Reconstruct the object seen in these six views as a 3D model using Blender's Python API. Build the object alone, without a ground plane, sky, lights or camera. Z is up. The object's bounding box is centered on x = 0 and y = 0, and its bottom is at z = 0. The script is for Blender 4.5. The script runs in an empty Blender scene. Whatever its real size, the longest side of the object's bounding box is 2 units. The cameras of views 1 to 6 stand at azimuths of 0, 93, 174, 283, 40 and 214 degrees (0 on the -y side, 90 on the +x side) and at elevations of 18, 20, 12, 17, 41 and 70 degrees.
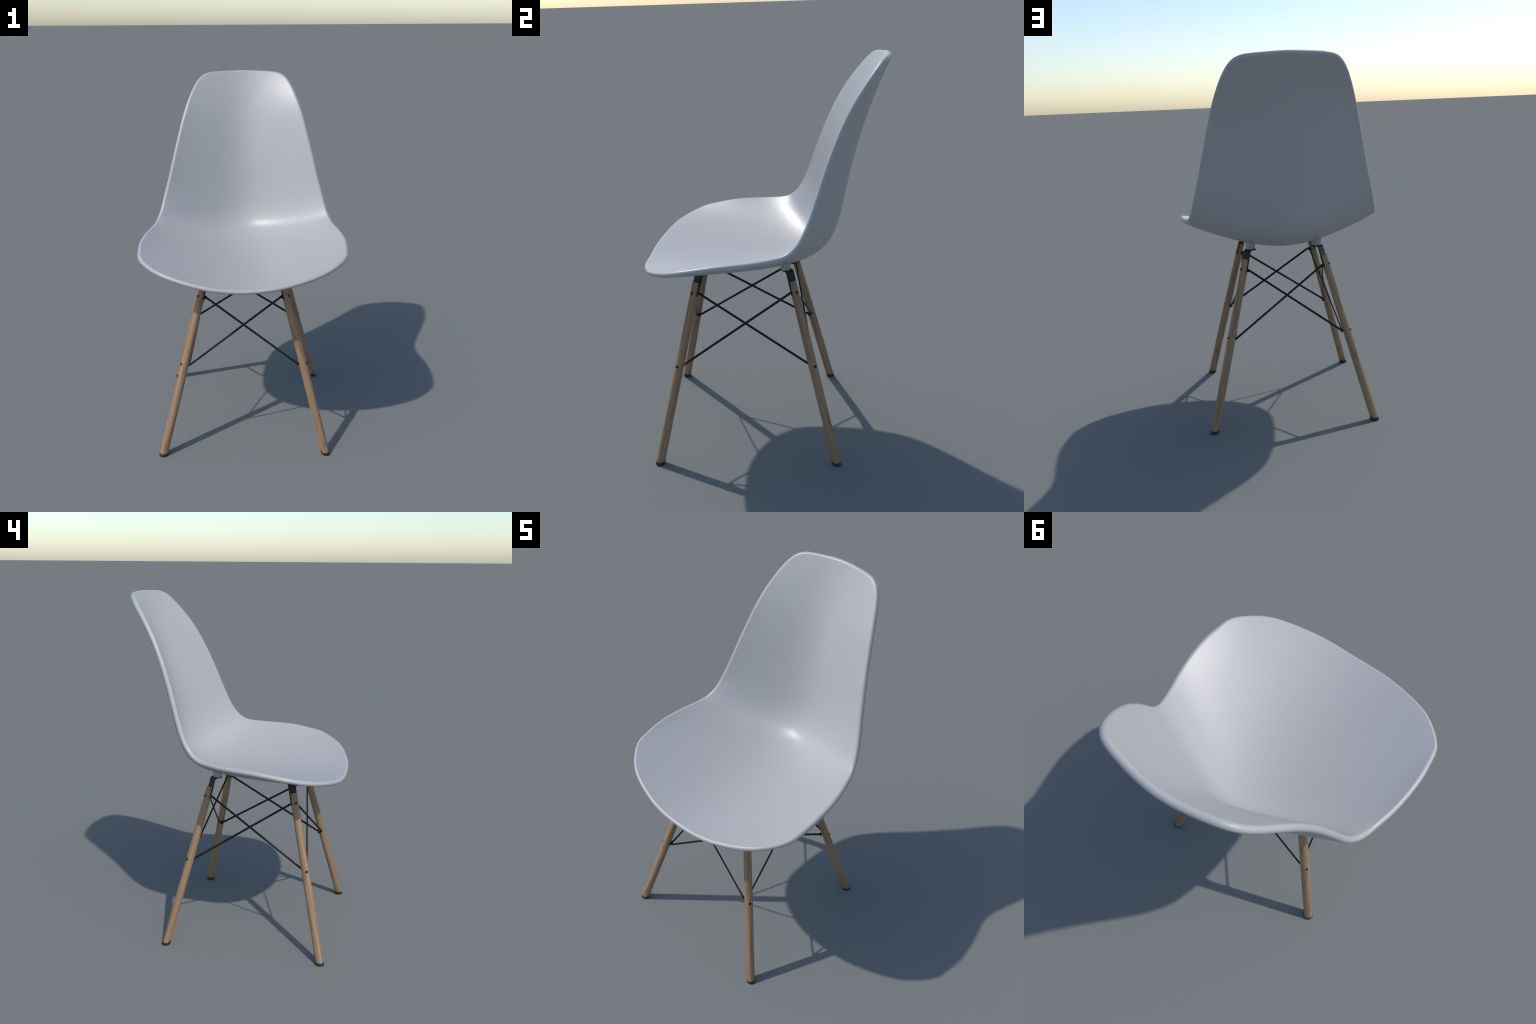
"""Moulded plastic side chair on four splayed wooden dowel legs with black wire cross-bracing."""
import bpy, math
import numpy as np
from mathutils import Vector, Matrix

# ------------------------------------------------------------------ materials
def new_material(name):
    m = bpy.data.materials.new(name)
    m.use_nodes = True
    nt = m.node_tree
    return m, nt, nt.nodes, nt.links, nt.nodes["Principled BSDF"]

def plastic_material(name, colour, rough=0.3, gloss=0.5):
    m, nt, nodes, links, bsdf = new_material(name)
    tc = nodes.new("ShaderNodeTexCoord")
    n = nodes.new("ShaderNodeTexNoise")
    n.inputs["Scale"].default_value = 3.0
    n.inputs["Detail"].default_value = 2.0
    links.new(tc.outputs["Object"], n.inputs["Vector"])
    r = nodes.new("ShaderNodeValToRGB")
    r.color_ramp.elements[0].position = 0.3
    r.color_ramp.elements[1].position = 0.7
    r.color_ramp.elements[0].color = (*[c * 0.985 for c in colour], 1)
    r.color_ramp.elements[1].color = (*[c * 1.015 for c in colour], 1)
    links.new(n.outputs["Fac"], r.inputs["Fac"])
    links.new(r.outputs["Color"], bsdf.inputs["Base Color"])
    bsdf.inputs["Roughness"].default_value = rough
    bsdf.inputs["Specular IOR Level"].default_value = gloss
    return m

def wood_material(name):
    m, nt, nodes, links, bsdf = new_material(name)
    tc = nodes.new("ShaderNodeTexCoord")
    info = nodes.new("ShaderNodeObjectInfo")
    shift = nodes.new("ShaderNodeVectorMath"); shift.operation = 'MULTIPLY_ADD'
    comb = nodes.new("ShaderNodeCombineXYZ")
    for i in range(3):
        links.new(info.outputs["Random"], comb.inputs[i])
    links.new(comb.outputs[0], shift.inputs[0])
    shift.inputs[1].default_value = (0.37, 0.21, 5.0)
    links.new(tc.outputs["Object"], shift.inputs[2])
    # long slow streaks that run down the dowel
    mp = nodes.new("ShaderNodeMapping")
    mp.inputs["Scale"].default_value = (42.0, 42.0, 1.6)
    links.new(shift.outputs[0], mp.inputs["Vector"])
    streak = nodes.new("ShaderNodeTexNoise")
    streak.inputs["Scale"].default_value = 1.0
    streak.inputs["Detail"].default_value = 3.0
    streak.inputs["Distortion"].default_value = 0.4
    links.new(mp.outputs[0], streak.inputs["Vector"])
    # growth-ring lines
    mp2 = nodes.new("ShaderNodeMapping")
    mp2.inputs["Scale"].default_value = (1.0, 1.0, 0.06)
    links.new(shift.outputs[0], mp2.inputs["Vector"])
    rings = nodes.new("ShaderNodeTexWave")
    rings.wave_type = 'BANDS'; rings.bands_direction = 'DIAGONAL'
    rings.inputs["Scale"].default_value = 22.0
    rings.inputs["Distortion"].default_value = 5.0
    rings.inputs["Detail"].default_value = 2.0
    rings.inputs["Detail Scale"].default_value = 1.2
    links.new(mp2.outputs[0], rings.inputs["Vector"])
    # fine pores
    mp3 = nodes.new("ShaderNodeMapping")
    mp3.inputs["Scale"].default_value = (420.0, 420.0, 9.0)
    links.new(shift.outputs[0], mp3.inputs["Vector"])
    pore = nodes.new("ShaderNodeTexNoise")
    pore.inputs["Scale"].default_value = 1.0
    pore.inputs["Detail"].default_value = 2.0
    links.new(mp3.outputs[0], pore.inputs["Vector"])
    base = nodes.new("ShaderNodeValToRGB")
    base.color_ramp.elements[0].position = 0.32
    base.color_ramp.elements[1].position = 0.68
    base.color_ramp.elements[0].color = (*WOOD_DARK, 1)
    base.color_ramp.elements[1].color = (*WOOD_LIGHT, 1)
    links.new(streak.outputs["Fac"], base.inputs["Fac"])
    line = nodes.new("ShaderNodeValToRGB")
    line.color_ramp.elements[0].position = 0.0
    line.color_ramp.elements[0].color = (0.70, 0.68, 0.68, 1)
    line.color_ramp.elements[1].position = 0.16
    line.color_ramp.elements[1].color = (1, 1, 1, 1)
    links.new(rings.outputs["Fac"], line.inputs["Fac"])
    mul = nodes.new("ShaderNodeMix"); mul.data_type = 'RGBA'; mul.blend_type = 'MULTIPLY'
    mul.inputs["Factor"].default_value = 0.85
    links.new(base.outputs["Color"], mul.inputs["A"]); links.new(line.outputs["Color"], mul.inputs["B"])
    pr = nodes.new("ShaderNodeValToRGB")
    pr.color_ramp.elements[0].position = 0.35; pr.color_ramp.elements[0].color = (0.90, 0.89, 0.88, 1)
    pr.color_ramp.elements[1].position = 0.6; pr.color_ramp.elements[1].color = (1, 1, 1, 1)
    links.new(pore.outputs["Fac"], pr.inputs["Fac"])
    mul2 = nodes.new("ShaderNodeMix"); mul2.data_type = 'RGBA'; mul2.blend_type = 'MULTIPLY'
    mul2.inputs["Factor"].default_value = 0.8
    links.new(mul.outputs["Result"], mul2.inputs["A"]); links.new(pr.outputs["Color"], mul2.inputs["B"])
    links.new(mul2.outputs["Result"], bsdf.inputs["Base Color"])
    bsdf.inputs["Roughness"].default_value = 0.5
    bsdf.inputs["Specular IOR Level"].default_value = 0.35
    return m

WOOD_DARK = (0.284, 0.174, 0.099)
WOOD_LIGHT = (0.366, 0.229, 0.131)
WHITE = plastic_material("white_plastic", (0.39, 0.388, 0.388), 0.4)
RUBBER = plastic_material("black_rubber", (0.012, 0.012, 0.013), 0.6)
STEEL = plastic_material("black_steel", (0.005, 0.0055, 0.007), 0.45, 0.33)
WOOD = wood_material("beech_wood")

# ------------------------------------------------------------------ the shell
# Centre-line profile (y, z) from the top edge down the back and along the seat,
# and how far the section rises towards its sides: yz = profile + BOWL fold(x) + FLARE x^4 + TURN (2x)^6.
PROFILE = [(0.6066, 1.9855), (0.5738, 1.9074), (0.5317, 1.8067), (0.4879, 1.6830), (0.4467, 1.5424), (0.4113, 1.3960), (0.3844, 1.2578), (0.3573, 1.1436), (0.3131, 1.0643), (0.2340, 1.0170), (0.1142, 0.9931), (-0.0379, 0.9809), (-0.2123, 0.9750), (-0.4013, 0.9757), (-0.6015, 0.9852)]
BOWL = [(-0.2509, 0.0369), (-0.3735, 0.0694), (-0.4335, 0.0789), (-0.4300, 0.0745), (-0.4293, 0.1034), (-0.4869, 0.2284), (-0.5324, 0.3753), (-0.5393, 0.4378), (-0.5270, 0.4247), (-0.5126, 0.3828)]
FLARE = [(-0.1012, -0.0543), (-0.1402, -0.1007), (-0.1759, -0.1466), (-0.2095, -0.1859), (-0.2471, -0.2051), (-0.2863, -0.1832), (-0.2991, -0.1408), (-0.2863, -0.1066), (-0.2612, -0.0860), (-0.2335, -0.0697)]
TURN = [(-0.0001, -0.0000), (-0.0015, 0.0009), (-0.0024, 0.0017), (-0.0017, 0.0017), (0.0009, 0.0002), (0.0037, -0.0037), (0.0051, -0.0108), (0.0010, -0.0191), (-0.0134, -0.0131), (-0.0193, 0.0077), (-0.0119, 0.0091), (-0.0052, 0.0100), (-0.0012, 0.0080), (0.0009, 0.0014), (0.0003, -0.0027), (-0.0001, -0.0039)]
# Outline of the half shell: half width x at profile position 0 (top) .. 1 (front)
OUTLINE = [(0.0000, 0.0000), (0.0915, 0.0013), (0.1733, 0.0033), (0.2390, 0.0097), (0.2894, 0.0365), (0.3257, 0.0839), (0.3553, 0.1428), (0.3847, 0.2142), (0.4137, 0.2826), (0.4421, 0.3521), (0.4709, 0.4227), (0.4822, 0.4579), (0.4938, 0.4947), (0.5087, 0.5458), (0.5244, 0.6133), (0.5396, 0.6711), (0.5518, 0.7258), (0.5621, 0.8241), (0.5546, 0.8768), (0.5402, 0.9133), (0.4586, 0.9577), (0.3260, 0.9832), (0.1689, 0.9964), (0.0000, 1.0000)]
LIP = 0.0145          # half thickness of the shell, radius of its rounded rim
PROFILE, BOWL, FLARE, TURN, OUTLINE = map(np.array, (PROFILE, BOWL, FLARE, TURN, OUTLINE))

def bspline(ncp, t):
    kn = np.concatenate([[0] * 3, np.linspace(0, 1, ncp - 2), [1] * 3])
    t = np.clip(t, 0, 1 - 1e-9)
    B = np.zeros((len(t), ncp + 3))
    for i in range(ncp + 3):
        B[:, i] = (t >= kn[i]) & (t < kn[i + 1])
    for d in range(1, 4):
        N = np.zeros((len(t), ncp + 3 - d))
        for i in range(ncp + 3 - d):
            a = kn[i + d] - kn[i]; b = kn[i + d + 1] - kn[i + 1]
            if a > 0: N[:, i] += (t - kn[i]) / a * B[:, i]
            if b > 0: N[:, i] += (kn[i + d + 1] - t) / b * B[:, i + 1]
        B = N
    return B

def shell_point(x, eta):
    yz = bspline(len(PROFILE), eta) @ PROFILE
    a = bspline(len(BOWL), eta) @ BOWL
    b = bspline(len(FLARE), eta) @ FLARE
    # the back is two flat wings joined by a soft fold; the seat is a wide shallow dish
    t = np.clip((eta - 0.45) / 0.50, 0, 1); t = t * t * (3 - 2 * t)
    c = 0.14 + 0.26 * t
    yz = yz + a * (np.sqrt(x * x + c * c) - c)[:, None] + b * (x ** 4)[:, None]
    yz = yz + (bspline(len(TURN), eta) @ TURN) * ((2 * x) ** 6)[:, None]
    return np.concatenate([x[:, None], yz], 1)

def shell_normal(x, eta, h=1e-4):
    """Unit normal on the outer side (under the seat, behind the back)."""
    du = shell_point(x + h, eta) - shell_point(x - h, eta)
    dv = shell_point(x, np.clip(eta + h, 0, 1)) - shell_point(x, np.clip(eta - h, 0, 1))
    n = np.cross(du, dv)
    n /= np.linalg.norm(n, axis=1)[:, None]
    return n if n[np.argmax(eta), 2] < 0 else -n

def cubic_curve(knots, values, q, slope0=None, slope1=None):
    """C2 cubic spline through values; end slopes fixed when given, else natural."""
    n = len(knots); h = np.diff(knots)
    A = np.zeros((n, n)); B = np.zeros(n)
    if slope0 is None: A[0, 0], A[0, 1], B[0] = 2, 1, 3 * (values[1] - values[0]) / h[0]
    else: A[0, 0], B[0] = 1, slope0
    if slope1 is None: A[-1, -1], A[-1, -2], B[-1] = 2, 1, 3 * (values[-1] - values[-2]) / h[-1]
    else: A[-1, -1], B[-1] = 1, slope1
    for i in range(1, n - 1):
        A[i, i - 1] = 1 / h[i - 1]; A[i, i] = 2 * (1 / h[i - 1] + 1 / h[i]); A[i, i + 1] = 1 / h[i]
        B[i] = 3 * ((values[i] - values[i - 1]) / h[i - 1] ** 2 + (values[i + 1] - values[i]) / h[i] ** 2)
    m = np.linalg.solve(A, B)
    i = np.clip(np.searchsorted(knots, q, side='right') - 1, 0, n - 2); t = (q - knots[i]) / h[i]
    return ((2 * t**3 - 3 * t**2 + 1) * values[i] + (t**3 - 2 * t**2 + t) * h[i] * m[i]
            + (-2 * t**3 + 3 * t**2) * values[i + 1] + (t**3 - t**2) * h[i] * m[i + 1])

NEAR_RIM = [0.008, 0.004, 0.0015, 0.0]   # ring distances from the rim line

def half_thickness(eta):
    """The shell thins towards the front edge of the seat."""
    t = np.clip((eta - 0.84) / 0.14, 0, 1)
    return LIP - 0.0020 * t * t * (3 - 2 * t)

def build_shell():
    # rim curve of the right half, then mirrored to a closed loop
    k3 = shell_point(OUTLINE[:, 0], OUTLINE[:, 1])
    knots = np.r_[0, np.cumsum(np.linalg.norm(np.diff(k3, axis=0), axis=1) ** 0.5)]
    fine = np.linspace(0, knots[-1], 4000)
    fx = cubic_curve(knots, OUTLINE[:, 0], fine)
    fe = np.clip(cubic_curve(knots, OUTLINE[:, 1], fine, 0, 0), 0, 1)
    # ease the outline so that no knot shows in it
    kernel = np.exp(-0.5 * (np.arange(-110, 111) / 34.0) ** 2); kernel /= kernel.sum()
    ext = lambda v, f: np.r_[f * v[110:0:-1], v, f * v[-2:-112:-1]]
    fx, fe = np.convolve(ext(fx, -1), kernel, 'valid'), np.convolve(ext(fe, 1), kernel, 'valid')
    fx[0] = fx[-1] = 0
    f3 = shell_point(fx, fe)
    s = np.r_[0, np.cumsum(np.linalg.norm(np.diff(f3, axis=0), axis=1))]
    half = 260
    q = np.linspace(0, s[-1], half + 1)
    rx, re = np.interp(q, s, fx), np.interp(q, s, fe)
    rings = 44
    frac = q / s[-1]
    spine = 0.05 + 0.90 * (0.85 * re + 0.15 * frac)
    side = np.r_[np.arange(half + 1), np.arange(half - 1, 0, -1)]     # closed loop indices
    sign = np.r_[np.ones(half + 1), -np.ones(half - 1)]
    n_loop = len(side)
    rim_pts = shell_point(sign * rx[side], re[side])
    span = np.linalg.norm(rim_pts - shell_point(np.zeros(n_loop), spine[side]), axis=1)
    tan = np.roll(rim_pts, -1, 0) - np.roll(rim_pts, 1, 0)
    out = np.cross(tan, shell_normal(sign * rx[side], re[side]))
    out /= np.linalg.norm(out, axis=1)[:, None]
    if out[0, 2] < 0: out = -out
    X, E = [np.zeros(half + 1)], [spine]
    for r in range(1, rings + 1):
        if r <= rings - len(NEAR_RIM):     # even steps over the field of the shell
            w = (1 - NEAR_RIM[0] / span) * r / (rings - len(NEAR_RIM) + 1)
        else:                              # then rings at fixed distances from the rim
            w = 1 - NEAR_RIM[r - rings + len(NEAR_RIM) - 1] / span
        X.append(sign * rx[side] * w)
        E.append(spine[side] * (1 - w) + re[side] * w)
    x, eta = np.concatenate(X), np.clip(np.concatenate(E), 0, 1)
    mid, nrm = shell_point(x, eta), shell_normal(x, eta)
    base = lambda r: half + 1 + (r - 1) * n_loop
    def ring(r, j):
        return int(side[j % n_loop]) if r == 0 else base(r) + j % n_loop
    n_mid = len(mid)
    thick = half_thickness(eta)[:, None]
    last = base(rings) + np.arange(n_loop)
    mid[last] += out * 1.3 * (LIP - thick[last])           # keep the outermost line where it is
    verts = [mid - nrm * thick, mid + nrm * thick]
    normals = [-nrm, nrm]
    etas = [eta, eta]
    # rounded rim
    rim_ids = np.array([ring(rings, j) for j in range(n_loop)])
    R, N = mid[rim_ids], nrm[rim_ids]
    steps = 16
    for k in range(1, steps):
        a = math.pi * k / steps
        d = -math.cos(a) * N + math.sin(a) * out
        verts.append(R + thick[rim_ids] * d); normals.append(d); etas.append(eta[rim_ids])
    verts, normals, etas = map(np.concatenate, (verts, normals, etas))
    faces = []
    for r in range(rings):
        for j in range(n_loop):
            f = [ring(r, j), ring(r, j + 1), ring(r + 1, j + 1), ring(r + 1, j)]
            f = list(dict.fromkeys(f))
            if len(f) < 3: continue
            faces.append(f)
            faces.append([v + n_mid for v in reversed(f)])
    def lip(k, j):
        j %= n_loop
        if k == 0: return int(rim_ids[j])
        if k == steps: return int(rim_ids[j]) + n_mid
        return 2 * n_mid + (k - 1) * n_loop + j
    for k in range(steps):
        for j in range(n_loop):
            faces.append([lip(k, j), lip(k, j + 1), lip(k + 1, j + 1), lip(k + 1, j)])
    # make winding agree with the stored normals
    fixed = []
    for f in faces:
        a, b, c = verts[f[0]], verts[f[1]], verts[f[2]]
        fn = np.cross(b - a, c - a)
        fixed.append(f if fn @ normals[f].mean(0) > 0 else f[::-1])
    return verts, normals, etas, fixed

def part_from_faces(name, verts, normals, faces, material, parent):
    used = sorted({v for f in faces for v in f})
    remap = {v: i for i, v in enumerate(used)}
    me = bpy.data.meshes.new(name)
    me.from_pydata([tuple(verts[v]) for v in used], [], [[remap[v] for v in f] for f in faces])
    me.polygons.foreach_set("use_smooth", [True] * len(me.polygons))
    me.normals_split_custom_set_from_vertices([tuple(normals[v]) for v in used])
    me.materials.append(material)
    ob = bpy.data.objects.new(name, me)
    bpy.context.scene.collection.objects.link(ob)
    ob.parent = parent
    return ob

# ------------------------------------------------------------------ small builders
def mesh_object(name, me, parent, matrix=None):
    ob = bpy.data.objects.new(name, me)
    bpy.context.scene.collection.objects.link(ob)
    ob.parent = parent
    if matrix is not None:
        ob.matrix_parent_inverse = Matrix.Identity(4)
        ob.matrix_basis = matrix
    return ob

def lathe_mesh(name, profile, segments, material, flat_from=40):
    """Solid of revolution about z from (radius, z) pairs; radius 0 closes the ends."""
    verts, faces, rows = [], [], []
    for r, z in profile:
        if r < 1e-6:
            rows.append([len(verts)]); verts.append((0, 0, z))
        else:
            rows.append(list(range(len(verts), len(verts) + segments)))
            verts += [(r * math.cos(2 * math.pi * i / segments), r * math.sin(2 * math.pi * i / segments), z) for i in range(segments)]
    for a, b in zip(rows, rows[1:]):
        for i in range(segments):
            f = [a[i % len(a)], a[(i + 1) % len(a)], b[(i + 1) % len(b)], b[i % len(b)]]
            f = list(dict.fromkeys(f))
            if len(f) > 2: faces.append(f)
    me = bpy.data.meshes.new(name)
    me.from_pydata(verts, [], faces)
    finish_mesh(me, material, flat_from)
    return me

def finish_mesh(me, material, angle=40):
    import bmesh
    bm = bmesh.new(); bm.from_mesh(me)
    bmesh.ops.recalc_face_normals(bm, faces=bm.faces)
    for f in bm.faces: f.smooth = True
    for e in bm.edges:
        if len(e.link_faces) == 2 and e.calc_face_angle(0) > math.radians(angle):
            e.smooth = False
    bm.to_mesh(me); bm.free()
    me.materials.append(material)

def tube_mesh(name, points, radius, material, segments=16, flat=None, thin=1.0):
    """Round wire along a poly-line of points, closed with domed ends."""
    pts = [Vector(p) for p in points]
    verts, faces, rows = [], [], []
    ref = None
    stations = []
    for i, p in enumerate(pts):
        t = (pts[min(i + 1, len(pts) - 1)] - pts[max(i - 1, 0)]).normalized()
        stations.append((p, t, radius))
    p, t, _ = stations[0]
    stations = [(p - t * radius * 0.5, t, radius * 0.75)] + stations
    p, t, _ = stations[-1]
    stations.append((p + t * radius * 0.5, t, radius * 0.75))
    for p, t, r in stations:
        if ref is None: ref = flat if flat is not None else t.orthogonal().normalized()
        u = (ref - t * ref.dot(t)).normalized(); ref = u
        w = t.cross(u)
        rows.append(list(range(len(verts), len(verts) + segments)))
        verts += [tuple(p + r * (thin * math.cos(2 * math.pi * k / segments) * u + math.sin(2 * math.pi * k / segments) * w)) for k in range(segments)]
    for a, b in zip(rows, rows[1:]):
        for k in range(segments):
            faces.append([a[k], a[(k + 1) % segments], b[(k + 1) % segments], b[k]])
    faces.append(rows[0][::-1]); faces.append(rows[-1])
    me = bpy.data.meshes.new(name)
    me.from_pydata(verts, [], faces)
    finish_mesh(me, material, 55)
    return me

# ------------------------------------------------------------------ assemble
chair = bpy.data.objects.new("plastic_side_chair", None)
bpy.context.scene.collection.objects.link(chair)
chair["label"] = "white moulded plastic chair on wooden dowel legs with black wire bracing"
chair["category"] = "chair"

verts, normals, etas, faces = build_shell()
fe = np.array([etas[f].mean() for f in faces])
SPLIT = 0.56
part_from_faces("backrest", verts, normals, [f for f, e in zip(faces, fe) if e < SPLIT], WHITE, chair)
part_from_faces("seat", verts, normals, [f for f, e in zip(faces, fe) if e >= SPLIT], WHITE, chair)

Y0 = -0.1025                       # the base is symmetric about this depth
FOOT = (0.45097, 0.45655)          # leg axis at the floor (x, depth from Y0)
RISE = (0.25322, 0.23397)          # how far it leans in per metre of height
LEG_TOP = 0.9195
CAP = 0.0125
corners = [(1, -1), (-1, -1), (1, 1), (-1, 1)]

def axis_point(sx, sy, z):
    return Vector((sx * (FOOT[0] - RISE[0] * z), Y0 + sy * (FOOT[1] - RISE[1] * z), z))

def leg_frame(sx, sy, z, turn=(0.735, 0.678)):
    """Frame on the leg axis at height z: z up the leg, x outwards along the bolts."""
    up = (axis_point(sx, sy, 1) - axis_point(sx, sy, 0)).normalized()
    out = Vector((sx * turn[0], sy * turn[1], 0))
    out = (out - up * out.dot(up)).normalized()
    side = up.cross(out)
    m = Matrix((out, side, up)).transposed().to_4x4()
    m.translation = axis_point(sx, sy, z)
    return m

lean = math.sqrt(1 + RISE[0] ** 2 + RISE[1] ** 2)     # leg length per metre of height
leg_len = (LEG_TOP - CAP) * lean

def leg_radius(h):
    """Radius h metres of height above the floor: a dowel that tapers to the top."""
    t = min(max((h - 0.45) / 0.5, 0), 1)
    return 0.0226 - 0.0030 * t ** 1.5

def leg_mesh():
    seg, rows_n = 48, 40
    slot_half, slot_depth, slot_off = 0.0030, 0.070 , -0.003
    prof = []
    for i in range(rows_n + 1):
        z = leg_len * i / rows_n
        prof.append((leg_radius(CAP + z / lean), z))
    r, z = prof.pop()
    prof += [(r, z - 0.0025), (r - 0.0008, z - 0.0007), (r - 0.0025, z), (0, z)]
    prof = [(0, -0.02)] + [(prof[0][0], -0.02)] + prof
    return lathe_mesh("leg", prof, seg, WOOD)

LEG = leg_mesh()
# trim the bottom flat to the floor and saw the slot for the bracket, once, on the shared mesh
def cut_leg(me):
    import bmesh
    f = leg_frame(1, 1, CAP)
    inv = f.inverted()
    bm = bmesh.new(); bm.from_mesh(me)
    no = (inv.to_3x3() @ Vector((0, 0, 1)))
    res = bmesh.ops.bisect_plane(bm, geom=bm.verts[:] + bm.edges[:] + bm.faces[:], plane_co=(0, 0, 0), plane_no=no, clear_inner=True)
    edges = [e for e in bm.edges if e.is_boundary]
    bmesh.ops.contextual_create(bm, geom=edges)
    bmesh.ops.recalc_face_normals(bm, faces=bm.faces)
    bm.to_mesh(me); bm.free()
cut_leg(LEG)

FOOT_CAP = None
def foot_mesh():
    """Flat black glide that follows the slant of the leg."""
    inv = leg_frame(1, 1, CAP).inverted()
    seg = 40
    rows = []
    verts = []
    up = (axis_point(1, 1, 1) - axis_point(1, 1, 0)).normalized()
    out = inv.to_3x3().inverted() @ Vector((1, 0, 0)); sd = inv.to_3x3().inverted() @ Vector((0, 1, 0))
    for r, z in [(0, 0), (0.0205, 0), (0.0232, 0.0018), (0.0241, 0.005), (0.0239, CAP), (0.0236, CAP + 0.0012), (0.0, CAP + 0.0012)]:
        if r == 0:
            rows.append([len(verts)]); verts.append(tuple(inv @ axis_point(1, 1, z))); continue
        row = []
        for k in range(seg):
            a = 2 * math.pi * k / seg
            d = math.cos(a) * out + math.sin(a) * sd
            p = axis_point(1, 1, z) + r * d
            p = p - up * ((p.z - z) / up.z)         # slide along the leg onto the level plane
            row.append(len(verts)); verts.append(tuple(inv @ p))
        rows.append(row)
    faces = []
    for a, b in zip(rows, rows[1:]):
        for k in range(seg):
            f = list(dict.fromkeys([a[k % len(a)], a[(k + 1) % len(a)], b[(k + 1) % len(b)], b[k % len(b)]]))
            if len(f) > 2: faces.append(f)
    me = bpy.data.meshes.new("foot")
    me.from_pydata(verts, [], faces)
    finish_mesh(me, RUBBER, 50)
    return me
FOOT_MESH = foot_mesh()

BOLT = lathe_mesh("bolt", [(0, -0.010), (0.0072, -0.010), (0.0072, 0.0022), (0.0065, 0.0030), (0.0030, 0.0030), (0.0026, 0.0022), (0, 0.0022)], 28, STEEL)
NUT = lathe_mesh("nut", [(0, -0.004), (0.0094, -0.004), (0.0098, 0.0), (0.0098, 0.0110), (0.0084, 0.0132), (0.0050, 0.0142), (0, 0.0142)], 24, STEEL)

# bracket: a strap in the leg's slot that folds level under the seat and ends in a round pad
MOUNT_POS = (0.1875, 0.2085)       # centre of the rubber mount, x and depth from Y0
PAD_Z = 0.9690
def bracket_mesh():
    f = leg_frame(1, 1, LEG_TOP)
    inv = f.inverted()
    half_w, th = 0.0240, 0.0062
    out = f.to_3x3() @ Vector((1, 0, 0)); sd = f.to_3x3() @ Vector((0, 1, 0)); up = f.to_3x3() @ Vector((0, 0, 1))
    level_in = Vector((MOUNT_POS[0], Y0 + MOUNT_POS[1], 0)) - Vector((axis_point(1, 1, PAD_Z).x, axis_point(1, 1, PAD_Z).y, 0))
    span = level_in.length
    inward = Vector((-0.735, -0.678, -0.03)).normalized()
    # centre line of the strap
    start = axis_point(1, 1, 0.853) - out * 0.003
    bend = axis_point(1, 1, PAD_Z) - out * 0.003 + out * 0.002
    path = [(start, up, half_w)]
    path.append((start.lerp(bend, 0.85), up, half_w))
    r = 0.008
    for k in range(0, 7):
        t = k / 6
        p = (bend - up * r) * (1 - t) ** 2 + bend * 2 * t * (1 - t) + (bend + inward * r) * t ** 2
        d = (up * (1 - t) + inward * t).normalized()
        path.append((p, d, half_w))
    centre = Vector((MOUNT_POS[0], Y0 + MOUNT_POS[1], 0))
    reach = 0.055
    for k in range(1, 13):
        t = r + (reach - r) * k / 12
        c = t - 0.033
        w = half_w
        if c > 0: w = half_w * math.sqrt(max(1 - (c / 0.0225) ** 2, 0))
        path.append((bend + inward * t, inward, max(w, 0.006)))
    verts, faces = [], []
    for p, d, w in path:
        n = d.cross(sd).normalized()
        b = 0.0008
        ring = [(w, -th / 2 + b), (w - b, -th / 2), (-w + b, -th / 2), (-w, -th / 2 + b), (-w, th / 2 - b), (-w + b, th / 2), (w - b, th / 2), (w, th / 2 - b)]
        verts += [tuple(inv @ (p + sd * u + n * v)) for u, v in ring]
    m = 8
    for i in range(len(path) - 1):
        for k in range(m):
            faces.append([i * m + k, i * m + (k + 1) % m, (i + 1) * m + (k + 1) % m, (i + 1) * m + k])
    faces.append(list(range(m))[::-1]); faces.append([(len(path) - 1) * m + k for k in range(m)])
    me = bpy.data.meshes.new("bracket")
    me.from_pydata(verts, [], faces)
    finish_mesh(me, STEEL, 30)
    return me
BRACKET = bracket_mesh()

# conical white mounts moulded under the seat
def shell_under(x, y):
    """Height of the shell's mid surface above (x, y) on the seat."""
    e = np.linspace(0.5, 1, 3000)
    p = shell_point(np.full_like(e, x), e)
    ok = p[:, 2] < 1.2
    return float(np.interp(-y, -p[ok, 1], p[ok, 2]))

def mount_mesh(name, height):
    slope = (0.0285 - 0.0235) / 0.034
    return lathe_mesh(name, [(0, 0), (0.0222, 0), (0.0235, 0.0012), (0.0235 + slope * height, height), (0, height)], 40, WHITE)

SCREW = lathe_mesh("screw", [(0, -0.0075), (0.004, -0.0070), (0.0072, -0.0045), (0.0078, 0.0), (0, 0.0)], 24, STEEL)

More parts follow.
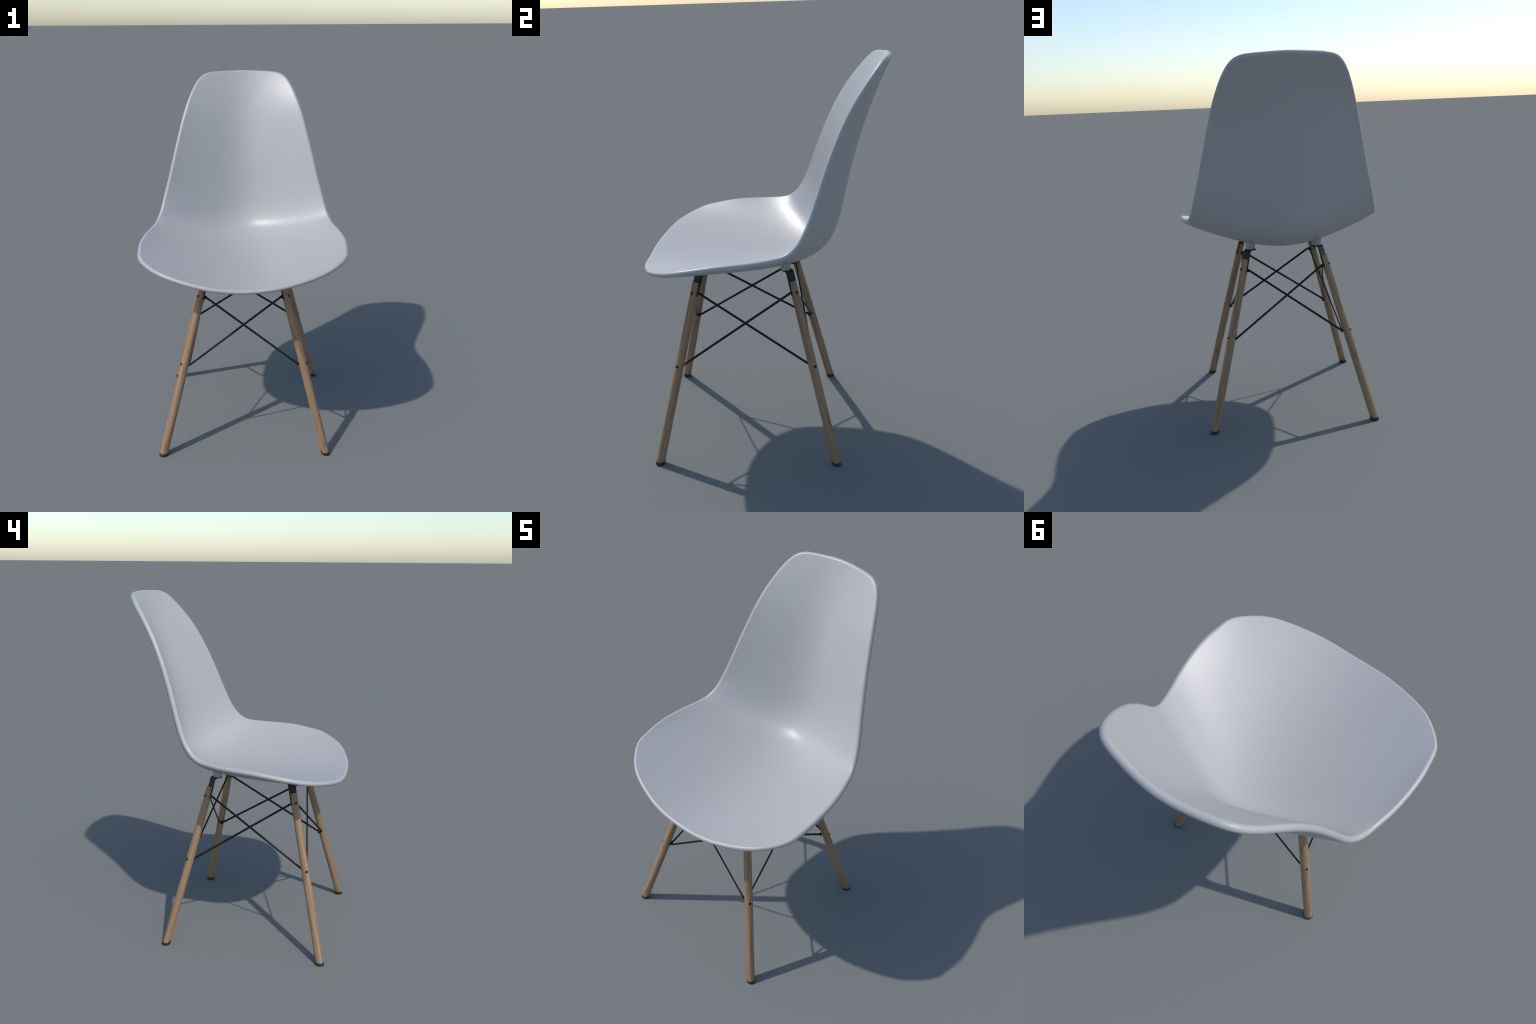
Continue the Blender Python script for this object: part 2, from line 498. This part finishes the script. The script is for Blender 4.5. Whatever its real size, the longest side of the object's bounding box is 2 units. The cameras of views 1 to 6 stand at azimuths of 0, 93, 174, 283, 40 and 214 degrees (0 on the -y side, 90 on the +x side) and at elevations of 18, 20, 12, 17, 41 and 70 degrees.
wire_up, wire_low = {}, {}
BOLT_LOW, BOLT_UP = 0.4975, 0.8640
for sx, sy in corners:
    f0 = leg_frame(sx, sy, CAP)
    mirror = Matrix.Identity(4)
    # the shared meshes are symmetric about the leg's radial plane up to a small twist:
    # mirror them for corners of opposite handedness so slants agree
    if sx * sy < 0: mirror = Matrix.Scale(-1, 4, (0, 1, 0))
    leg = mesh_object("leg", LEG, chair, f0 @ mirror)
    mesh_object("foot", FOOT_MESH, leg, Matrix.Identity(4))
    to_leg = (f0 @ mirror).inverted()
    mesh_object("bracket", BRACKET, leg, to_leg @ (leg_frame(sx, sy, LEG_TOP) @ mirror))
    cx, cy = sx * MOUNT_POS[0], Y0 + sy * MOUNT_POS[1]
    for zb in (BOLT_LOW, BOLT_UP):
        fr = leg_frame(sx, sy, zb, (0.86, 0.51) if zb == BOLT_LOW else (0.84, 0.54))
        r = leg_radius(zb)
        turn = Matrix.Rotation(math.radians(90), 4, 'Y')
        mesh_object("bolt", BOLT, leg, to_leg @ fr @ Matrix.Translation((r - 0.0002, 0, 0)) @ turn)
        back = Matrix.Rotation(math.radians(-90), 4, 'Y')
        mesh_object("nut", NUT, leg, to_leg @ Matrix.Translation((0, 0, 0.004 if zb == BOLT_LOW else 0)) @ fr @ Matrix.Translation((-r + 0.001, 0, 0)) @ back)
        knot = fr @ Vector((-r - (0.0065 if zb == BOLT_LOW else 0.0115), 0, 0))
        (wire_low if zb == BOLT_LOW else wire_up)[sx, sy] = (knot, fr)
    mount = mesh_object("seat_mount", mount_mesh("seat_mount", shell_under(cx, cy) - PAD_Z + 0.001), chair, Matrix.Translation((cx, cy, PAD_Z + 0.001)))
    mesh_object("screw", SCREW, leg, to_leg @ Matrix.Translation((cx, cy, PAD_Z - 0.003)))

# cross wires: on each of the four faces two rods run from a high bolt to the neighbour's low bolt;
# the rods across the width sit outside those that run front to back
ENDS = {("across", "up"): (0.2060, 0.2540, 0.8605), ("across", "low"): (0.2985, 0.3450, 0.4970),
        ("along", "up"): (0.2125, 0.2355, 0.8550), ("along", "low"): (0.3000, 0.3150, 0.4990)}

def wire(a, b, kind):
    def end(corner, level):
        x, y, z = ENDS[kind, level]
        return Vector((corner[0] * x, Y0 + corner[1] * y, z))
    top, low = end(a, "up"), end(b, "low")
    d = (low - top).normalized()
    hook_top = (Vector(wire_up[a][0]) - top) * 0.45
    hook_low = (axis_point(*b, low.z - 0.004) - low).normalized() * 0.011
    pts = [top + hook_top * 0.8 - d * 0.002, top + hook_top * 0.3 + d * 0.003, top + d * 0.012]
    p0 = low - d * 0.011
    for k in range(8):
        t = k / 7
        pts.append(p0 * (1 - t) ** 2 + low * 2 * t * (1 - t) + (low + hook_low) * t ** 2)
    face = d.cross(Vector((0, 0, 1))).normalized()       # each rod is pressed slightly flat in the plane of its face
    mesh_object("wire", tube_mesh("wire", pts, 0.0064, STEEL, flat=face, thin=0.68), chair)

for sx, sy in corners:
    wire((sx, sy), (-sx, sy), "across")
    wire((sx, sy), (sx, -sy), "along")
